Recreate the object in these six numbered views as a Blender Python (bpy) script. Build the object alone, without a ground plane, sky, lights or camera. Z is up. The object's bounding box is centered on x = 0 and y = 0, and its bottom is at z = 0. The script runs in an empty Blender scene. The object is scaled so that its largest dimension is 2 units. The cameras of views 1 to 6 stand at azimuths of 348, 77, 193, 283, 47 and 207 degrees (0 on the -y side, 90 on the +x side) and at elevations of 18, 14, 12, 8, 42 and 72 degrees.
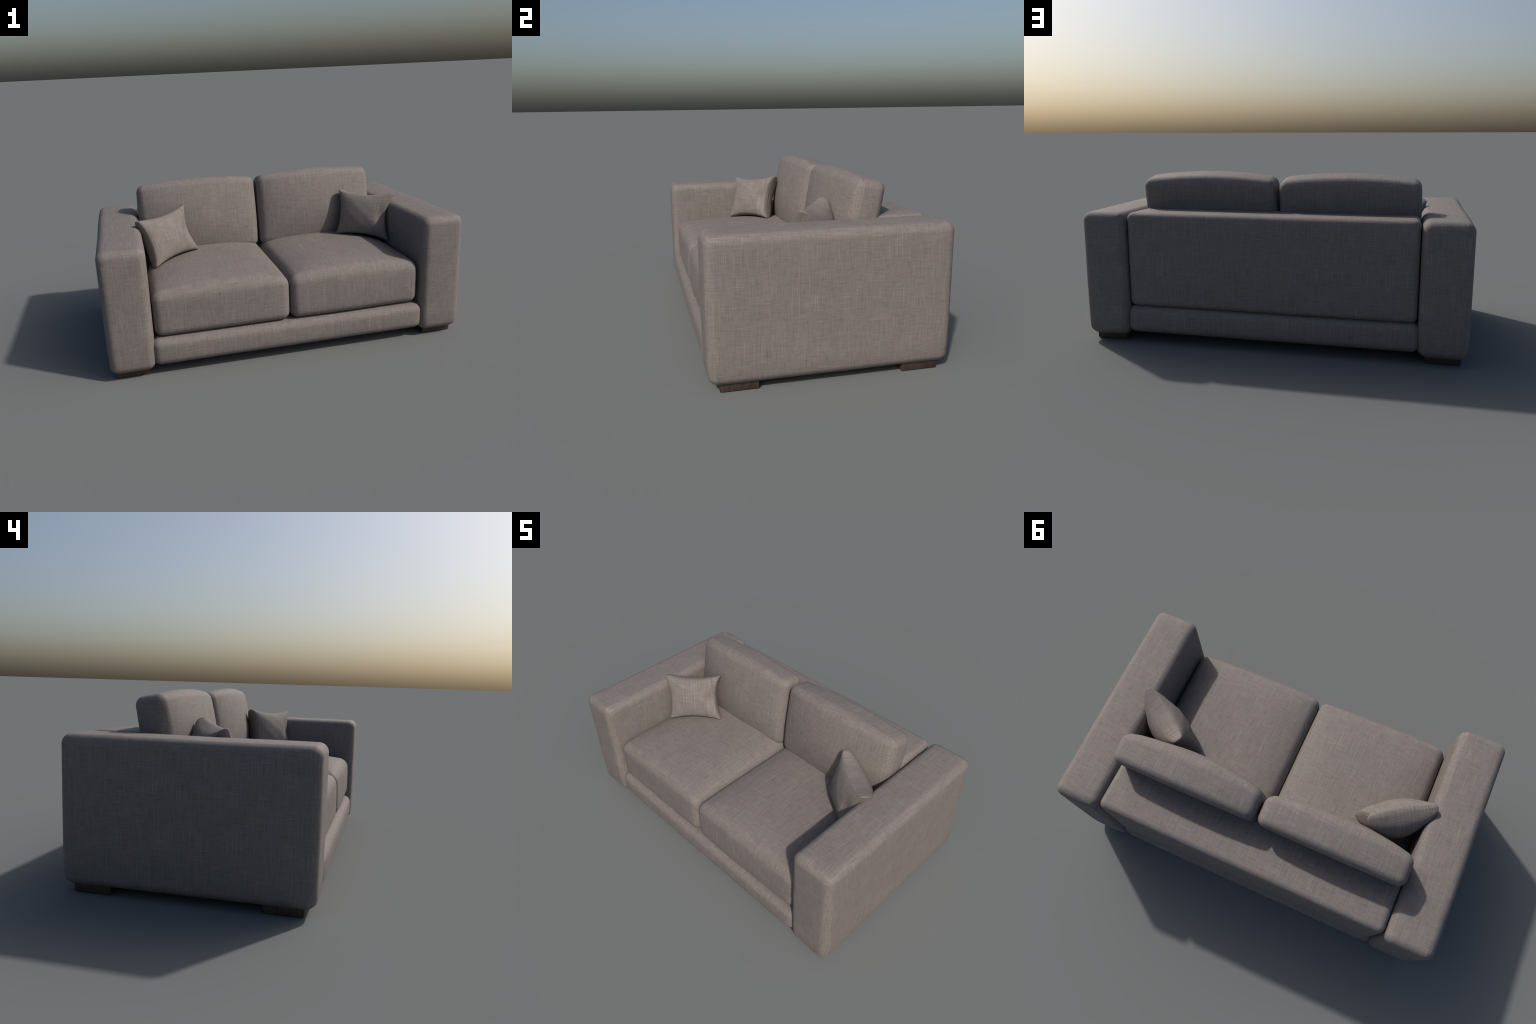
"""Two-seat fabric sofa with loose back cushions, two throw pillows and low wooden block feet."""
import bpy
import numpy as np
from math import radians
from mathutils import Matrix, Vector

# ------------------------------------------------------------------ mesh helpers


def rounded_box(half, radius, fill=(10, 10, 10), seg=4):
    """Closed quad lattice over a box with quarter-round edges.
    Returns vertices, the same points as box fractions (-1..1), and faces."""
    half = np.array(half, float)
    r = min(radius, half.min() * 0.98)
    rows = []
    for a in range(3):
        arc = r * np.tan(np.linspace(np.pi / 4, 0, seg + 1))
        core = half[a] - r
        mid = np.linspace(-core, core, fill[a] + 1)[1:-1]
        rows.append(np.concatenate([-core - arc, mid, core + arc[::-1]]))
    n = [len(k) - 1 for k in rows]
    index, pts, faces = {}, [], []

    def vert(i, j, k):
        key = (i, j, k)
        if key not in index:
            index[key] = len(pts)
            pts.append((rows[0][i], rows[1][j], rows[2][k]))
        return index[key]

    for axis in range(3):
        b, c = (axis + 1) % 3, (axis + 2) % 3
        for end in (0, n[axis]):
            for i in range(n[b]):
                for j in range(n[c]):
                    quad = []
                    for di, dj in ((0, 0), (1, 0), (1, 1), (0, 1)):
                        ijk = [0, 0, 0]
                        ijk[axis], ijk[b], ijk[c] = end, i + di, j + dj
                        quad.append(vert(*ijk))
                    faces.append(quad if end else quad[::-1])
    p = np.array(pts)
    q = np.clip(p, -(half - r), half - r)
    d = p - q
    d /= np.maximum(np.linalg.norm(d, axis=1, keepdims=True), 1e-9)
    v = q + d * r
    return v, v / half, faces


def hump(x, power=2.0):
    """1 in the middle of a face, 0 at its rim."""
    return 1.0 - np.minimum(np.abs(x), 1.0) ** power


def lumps(p, seed, scale, waves=7):
    """Smooth aperiodic field of about -1..1: the slackness of stuffed cloth."""
    rng = np.random.default_rng(seed)
    out = np.zeros(len(p))
    for _ in range(waves):
        k = rng.normal(size=3)
        k *= scale * rng.uniform(0.6, 1.4) / np.linalg.norm(k)
        out += np.sin(p @ k + rng.uniform(0, 6.28))
    return out / np.sqrt(waves) / 1.4


def build(name, verts, faces, material, matrix=None, parent=None, smooth=True):
    me = bpy.data.meshes.new(name)
    me.from_pydata([tuple(map(float, v)) for v in verts], [], faces)
    me.update()
    if smooth:
        me.polygons.foreach_set("use_smooth", [True] * len(me.polygons))
    me.materials.append(material)
    ob = bpy.data.objects.new(name, me)
    bpy.context.scene.collection.objects.link(ob)
    if parent:
        ob.parent = parent
    if matrix is not None:
        ob.matrix_world = matrix
    return ob


# ------------------------------------------------------------------ materials


class Nodes:
    """Small wrapper that keeps node wiring readable."""

    def __init__(self, name):
        self.mat = bpy.data.materials.new(name)
        self.mat.use_nodes = True
        self.t = self.mat.node_tree
        self.bsdf = self.t.nodes["Principled BSDF"]

    def put(self, socket, value):
        if isinstance(value, bpy.types.NodeSocket):
            self.t.links.new(value, socket)
        else:
            socket.default_value = value

    def math(self, op, a, b=0.0, c=0.0, clamp=False):
        n = self.t.nodes.new("ShaderNodeMath")
        n.operation, n.use_clamp = op, clamp
        for s, v in zip(n.inputs, (a, b, c)):
            self.put(s, v)
        return n.outputs[0]

    def mixf(self, f, a, b):
        n = self.t.nodes.new("ShaderNodeMix")
        n.data_type = "FLOAT"
        for s, v in zip((n.inputs[0], n.inputs[2], n.inputs[3]), (f, a, b)):
            self.put(s, v)
        return n.outputs[0]

    def mixc(self, f, a, b):
        n = self.t.nodes.new("ShaderNodeMix")
        n.data_type = "RGBA"
        for s, v in zip((n.inputs[0], n.inputs[6], n.inputs[7]), (f, a, b)):
            self.put(s, v)
        return n.outputs[2]

    def vec(self, x, y, z=0.0):
        n = self.t.nodes.new("ShaderNodeCombineXYZ")
        for s, v in zip(n.inputs, (x, y, z)):
            self.put(s, v)
        return n.outputs[0]

    def noise(self, v, scale=1.0, detail=1.0, rough=0.5, dims="2D"):
        n = self.t.nodes.new("ShaderNodeTexNoise")
        n.noise_dimensions = dims
        self.put(n.inputs["Vector"], v)
        n.inputs["Scale"].default_value = scale
        n.inputs["Detail"].default_value = detail
        n.inputs["Roughness"].default_value = rough
        return n.outputs[0]

    def step(self, x, lo, hi):
        n = self.t.nodes.new("ShaderNodeMapRange")
        n.interpolation_type = "SMOOTHSTEP"
        for s, v in zip(n.inputs, (x, lo, hi, 0.0, 1.0)):
            self.put(s, v)
        return n.outputs[0]

    def ramp(self, f, stops):
        n = self.t.nodes.new("ShaderNodeValToRGB")
        e = n.color_ramp.elements
        while len(e) < len(stops):
            e.new(0.5)
        for el, (pos, col) in zip(e, stops):
            el.position, el.color = pos, (*col, 1.0)
        self.put(n.inputs[0], f)
        return n.outputs[0]


def linen(name, thread=1.0, seed=0.0, waviness=0.0035):
    """Slubby plain-weave linen: threads run along the two axes of each face."""
    m = Nodes(name)
    tc = m.t.nodes.new("ShaderNodeTexCoord")
    info = m.t.nodes.new("ShaderNodeObjectInfo")
    sep = m.t.nodes.new("ShaderNodeSeparateXYZ")
    m.put(sep.inputs[0], tc.outputs["Object"])
    x, y, z = sep.outputs
    nrm = m.t.nodes.new("ShaderNodeSeparateXYZ")
    m.put(nrm.inputs[0], tc.outputs["Normal"])
    ax, ay, az = (m.math("ABSOLUTE", s) for s in nrm.outputs)
    on_side = m.math("GREATER_THAN", ax, m.math("MAXIMUM", ay, az))
    on_top = m.math("GREATER_THAN", az, m.math("MAXIMUM", ax, ay))
    u = m.mixf(on_side, x, y)
    v = m.mixf(on_top, z, y)
    shift = m.math("MULTIPLY_ADD", info.outputs["Random"], 9.7, seed)
    u = m.math("ADD", u, shift)
    v = m.math("MULTIPLY_ADD", shift, 1.7, v)
    # the cloth is never dead square to the frame: threads wander a few millimetres
    flat = m.vec(u, v)
    drift_u = m.math("MULTIPLY", m.math("SUBTRACT", m.noise(flat, 4.0, 1.0), 0.5), waviness * 2)
    drift_v = m.math("MULTIPLY", m.math("SUBTRACT", m.noise(m.vec(v, u, 3.0), 4.3, 1.0), 0.5), waviness * 2)
    u = m.math("ADD", u, drift_u)
    v = m.math("ADD", v, drift_v)
    k = thread

    def run(fu, fv, detail=1.5):
        return m.noise(m.vec(m.math("MULTIPLY", u, fu * k), m.math("MULTIPLY", v, fv * k)), 1.0, detail, 0.55)

    warp = run(300, 9)
    weft = run(11, 300)
    slub_warp = m.step(run(230, 5.0, 0.5), 0.60, 0.80)
    slub_weft = m.step(run(8.0, 230, 0.5), 0.62, 0.82)
    dark_warp = m.step(run(110, 22, 0.5), 0.56, 0.78)
    dark_weft = m.step(run(24, 110, 0.5), 0.56, 0.78)
    patch = m.noise(m.vec(u, v), 9.0, 2.0)
    tone = m.math("ADD", 0.47, m.math("MULTIPLY", m.math("SUBTRACT", warp, 0.5), 0.40))
    tone = m.math("MULTIPLY_ADD", m.math("SUBTRACT", weft, 0.5), 0.34, tone)
    tone = m.math("MULTIPLY_ADD", m.math("SUBTRACT", patch, 0.5), 0.10, tone)
    tone = m.math("MULTIPLY_ADD", slub_warp, 0.13, tone)
    tone = m.math("MULTIPLY_ADD", slub_weft, 0.10, tone)
    tone = m.math("MULTIPLY_ADD", dark_warp, -0.085, tone)
    tone = m.math("MULTIPLY_ADD", dark_weft, -0.085, tone)
    warm = m.ramp(tone, FABRIC_WARM)
    cool = m.ramp(tone, FABRIC_COOL)
    hue = m.step(m.noise(m.vec(m.math("MULTIPLY", u, 22.0), m.math("MULTIPLY", v, 16.0)), 1.0, 2.0), 0.35, 0.65)
    m.put(m.bsdf.inputs["Base Color"], m.mixc(hue, warm, cool))
    m.bsdf.inputs["Roughness"].default_value = 0.78
    m.bsdf.inputs["Specular IOR Level"].default_value = 0.42
    bump = m.t.nodes.new("ShaderNodeBump")
    bump.inputs["Strength"].default_value = 0.35
    bump.inputs["Distance"].default_value = 0.0015
    weave = m.math("ADD", m.math("MAXIMUM", warp, weft), m.math("MULTIPLY", m.math("ADD", slub_warp, slub_weft), 0.3))
    m.put(bump.inputs["Height"], weave)
    m.put(m.bsdf.inputs["Normal"], bump.outputs[0])
    return m.mat


FABRIC_WARM = ((0.0, (0.095, 0.079, 0.076)), (0.5, (0.180, 0.153, 0.145)), (1.0, (0.325, 0.284, 0.265)))
FABRIC_COOL = ((0.0, (0.091, 0.081, 0.074)), (0.5, (0.175, 0.156, 0.142)), (1.0, (0.317, 0.284, 0.263)))


def dark_wood():
    m = Nodes("dark_stained_wood")
    tc = m.t.nodes.new("ShaderNodeTexCoord")
    sep = m.t.nodes.new("ShaderNodeSeparateXYZ")
    m.put(sep.inputs[0], tc.outputs["Object"])
    x, y, z = sep.outputs
    info = m.t.nodes.new("ShaderNodeObjectInfo")
    off = m.math("MULTIPLY", info.outputs["Random"], 20.0)
    v = m.vec(m.math("MULTIPLY_ADD", x, 95.0, off), m.math("MULTIPLY_ADD", y, 95.0, off), m.math("MULTIPLY", z, 14.0))
    grain = m.noise(v, 1.0, 4.0, 0.6, "3D")
    band = m.noise(m.vec(m.math("MULTIPLY_ADD", x, 24.0, off), m.math("MULTIPLY", y, 24.0), m.math("MULTIPLY", z, 5.0)), 1.0, 2.0, 0.5, "3D")
    f = m.math("ADD", m.math("MULTIPLY", grain, 0.65), m.math("MULTIPLY", band, 0.35))
    col = m.ramp(f, ((0.30, (0.014, 0.009, 0.007)), (0.52, (0.040, 0.025, 0.018)), (0.72, (0.080, 0.050, 0.034))))
    m.put(m.bsdf.inputs["Base Color"], col)
    m.bsdf.inputs["Roughness"].default_value = 0.55
    bump = m.t.nodes.new("ShaderNodeBump")
    bump.inputs["Strength"].default_value = 0.25
    bump.inputs["Distance"].default_value = 0.001
    m.put(bump.inputs["Height"], grain)
    m.put(m.bsdf.inputs["Normal"], bump.outputs[0])
    return m.mat


FABRIC = linen("taupe_linen")
PILLOW_CLOTH = linen("taupe_pillow_linen", thread=0.8, seed=3.1, waviness=0.012)
WOOD = dark_wood()

# ------------------------------------------------------------------ sofa

sofa = bpy.data.objects.new("sofa", None)
sofa.empty_display_size = 0.2
bpy.context.scene.collection.objects.link(sofa)
sofa["label"] = "low two-seat taupe linen sofa with block arms"
sofa["category"] = "sofa"


def place(x, y, z, tilt=0.0):
    return Matrix.Translation((x, y, z)) @ Matrix.Rotation(radians(tilt), 4, "X")


# arms: tall upholstered slabs with soft edges
ARM_IN, ARM_OUT, ARM_Y, ARM_LOW, ARM_TOP = 0.755, 0.998, 0.569, 0.031, 0.703
for side in (-1, 1):
    half = ((ARM_OUT - ARM_IN) / 2, ARM_Y, (ARM_TOP - ARM_LOW) / 2)
    v, f, faces = rounded_box(half, 0.043, (6, 16, 10), 4)
    u, w, t = f.T
    slack = lumps(v, 20 + side, 9.0)
    v[:, 0] += 0.002 * u * hump(w) * hump(t) + 0.0010 * slack * u
    v[:, 1] += 0.003 * w * hump(u) * hump(t)
    v[:, 2] += 0.004 * t * hump(u) * (t > 0) + 0.001 * slack * t
    tuck = np.clip((-t - 0.80) / 0.20, 0, 1) ** 2  # underside edges pulled in more than the top ones
    v[:, 0] -= 0.014 * u * tuck
    v[:, 1] -= 0.012 * w * tuck
    build("arm", v, faces, FABRIC, place(side * (ARM_IN + ARM_OUT) / 2, 0, (ARM_TOP + ARM_LOW) / 2), sofa)

# base: padded plinth that shows as a roll along the front and the back
v, f, faces = rounded_box((0.768, 0.561, 0.075), 0.042, (20, 14, 4), 4)
u, w, t = f.T
v[:, 1] += 0.006 * w * hump(t) * hump(u, 8) + 0.001 * lumps(v, 5, 11) * w
build("base", v, faces, FABRIC, place(0, -0.003, 0.129), sofa)

# backrest frame
v, f, faces = rounded_box((0.752, 0.149, 0.250), 0.034, (20, 6, 10), 4)
u, w, t = f.T
slack = lumps(v, 8, 10)
v[:, 1] += 0.003 * w * hump(u, 4) * hump(t) + 0.001 * slack * w
v[:, 2] += (0.002 * hump(w) + 0.003 * w) * np.maximum(t, 0) + 0.001 * slack * np.maximum(t, 0)
build("backrest", v, faces, FABRIC, place(0, 0.400, 0.453), sofa)

# seat cushions: box cushions with a domed top and a bellied front
for x0, x1, seed in ((-0.749, -0.008, 31), (-0.005, 0.747, 32)):
    v, f, faces = rounded_box(((x1 - x0) / 2, 0.405, 0.122), 0.047, (14, 14, 6), 4)
    u, w, t = f.T
    slack = lumps(v, seed, 9.0)
    top, front = np.maximum(t, 0), np.maximum(-w, 0)
    v[:, 2] += top * (0.050 * hump(u, 3.2) * np.where(w < 0, 0.35 + 0.65 * hump(w, 3.5), 0.92 + 0.08 * hump(w, 4)) + 0.002 * slack)
    v[:, 1] += 0.010 * front * np.maximum(t, 0) ** 3
    v[:, 1] -= front * (0.004 * hump(u, 2.4) * hump(t * 0.8 - 0.2) + 0.0018 * slack + 0.0022 * lumps(v * (1, 1, 3.5), seed + 50, 11.0))
    v[:, 0] += 0.004 * u * hump(w) * hump(t)
    build("seat_cushion", v, faces, FABRIC, place((x0 + x1) / 2, -0.138, 0.328), sofa)

# back cushions: lean back, crowned on top, bellied towards the sitter
for x0, x1, seed in ((-0.748, -0.019, 41), (0.001, 0.744, 42)):
    v, f, faces = rounded_box(((x1 - x0) / 2, 0.080, 0.217), 0.040, (16, 4, 12), 4)
    u, w, t = f.T
    slack = lumps(v, seed, 9.0)
    front, top = np.maximum(-w, 0), np.maximum(t, 0)
    belly = hump(u, 2.0) * hump(t * 0.85 - 0.02, 2.2)
    v[:, 1] -= front * (0.045 * belly - 0.012 * u**6 + 0.0025 * slack + 0.0015 * lumps(v, seed + 50, 24.0))
    v[:, 1] += front * 0.019 * np.clip(-t, 0, 1) ** 1.5
    v[:, 1] += 0.004 * np.maximum(w, 0) * hump(u) * hump(t)
    v[:, 2] += top * (0.024 * hump(u, 2.0) + 0.003 * hump(w) + 0.0015 * slack)
    v[:, 0] += u * 0.006 * hump(w) * hump(t)
    build("back_cushion", v, faces, FABRIC, place((x0 + x1) / 2, 0.226, 0.655, -10.3), sofa)

# feet: flat wooden blocks tucked under the arm ends
foot_mesh = None
for sx in (-1, 1):
    for sy in (-1, 1):
        if foot_mesh is None:
            v, f, faces = rounded_box((0.086, 0.088, 0.020), 0.003, (2, 2, 2), 2)
            foot = build("foot", v, faces, WOOD, None, sofa)
            foot_mesh = foot.data
        else:
            foot = bpy.data.objects.new("foot", foot_mesh)
            bpy.context.scene.collection.objects.link(foot)
            foot.parent = sofa
        foot.matrix_world = place(sx * 0.881, sy * 0.430, 0.020)

# ------------------------------------------------------------------ throw pillows


def throw_pillow(corners, seed):
    """corners: top left, top right, bottom right, bottom left as the sitter faces it."""
    tl, tr, br, bl = (Vector(c) for c in corners)
    mid = (tl + tr + br + bl) / 4
    ex = ((tr - tl) + (br - bl)).normalized()
    ez = ((tl - bl) + (tr - br)).normalized()
    ey = ez.cross(ex).normalized()
    ez = ex.cross(ey)
    frame = Matrix((ex, ey, ez)).transposed().to_4x4()
    frame.translation = mid
    inv = frame.inverted()
    c = [np.array(inv @ p) for p in (bl, br, tr, tl)]
    rng = np.random.default_rng(seed)
    ph = rng.uniform(0, 6.28, 4)
    wide = ((tr - tl).length + (br - bl).length) / 4 + 0.005
    tall = ((tl - bl).length + (tr - br).length) / 4 + 0.005
    v, f, faces = rounded_box((wide, 0.015, tall), 0.014, (30, 2, 30), 4)
    s, w, t = f.T
    rim = np.clip(1 - s * s, 0, 1) * np.clip(1 - t * t, 0, 1)
    # stuffing: full almost to the seam, fuller at the back than on the front
    h = np.where(w < 0, 0.056, 0.108) * (0.82 * rim ** 0.43 + 0.18 * rim)
    # a dent beside the creased right edge, folds running to its two corners, soft dimples
    h -= 0.018 * np.exp(-(((s - 0.80) / 0.20) ** 2 + ((t + 0.02) / 0.32) ** 2)) * (rim ** 0.15)
    for sign in (1, -1):
        along, across = s + sign * t, s - sign * t
        fold = np.exp(-((across / 0.26) ** 2)) * np.exp(-(((along - 1.4) / 0.35) ** 2))
        h += 0.004 * fold * rim ** 0.3
    h += 0.0012 * np.sin(9 * s + ph[0] + 2 * t) * np.sin(7 * t + ph[1]) * rim ** 0.5
    side = np.sign(w) * np.minimum(np.abs(w) * 1.6, 1)
    # seam edges are drawn inwards between the corner ears
    s2 = s * (1 - (0.145 + 0.08 * np.maximum(s, 0) ** 2) * np.clip(1 - t * t, 0, 1))
    t2 = t * (1 - 0.17 * np.clip(1 - s * s, 0, 1))
    a, b = (s2[:, None] + 1) / 2, (t2[:, None] + 1) / 2
    a, b = 0.5 + (a - 0.5) * 1.018, 0.5 + (b - 0.5) * 1.018
    verts = c[0] * (1 - a) * (1 - b) + c[1] * a * (1 - b) + c[2] * a * b + c[3] * (1 - a) * b
    verts[:, 1] += v[:, 1] + side * h + 0.014 * rim ** 0.25
    ob = build("throw_pillow", verts, faces, PILLOW_CLOTH, frame)
    ob["label"] = "small square taupe linen throw pillow with pointed corners"
    ob["category"] = "throw pillow"
    return ob


throw_pillow(((-0.777, -0.111, 0.742), (-0.486, 0.098, 0.770), (-0.425, 0.025, 0.500), (-0.697, -0.175, 0.473)), 61)
throw_pillow(((0.512, 0.096, 0.772), (0.800, -0.098, 0.757), (0.747, -0.145, 0.470), (0.472, 0.046, 0.496)), 62)
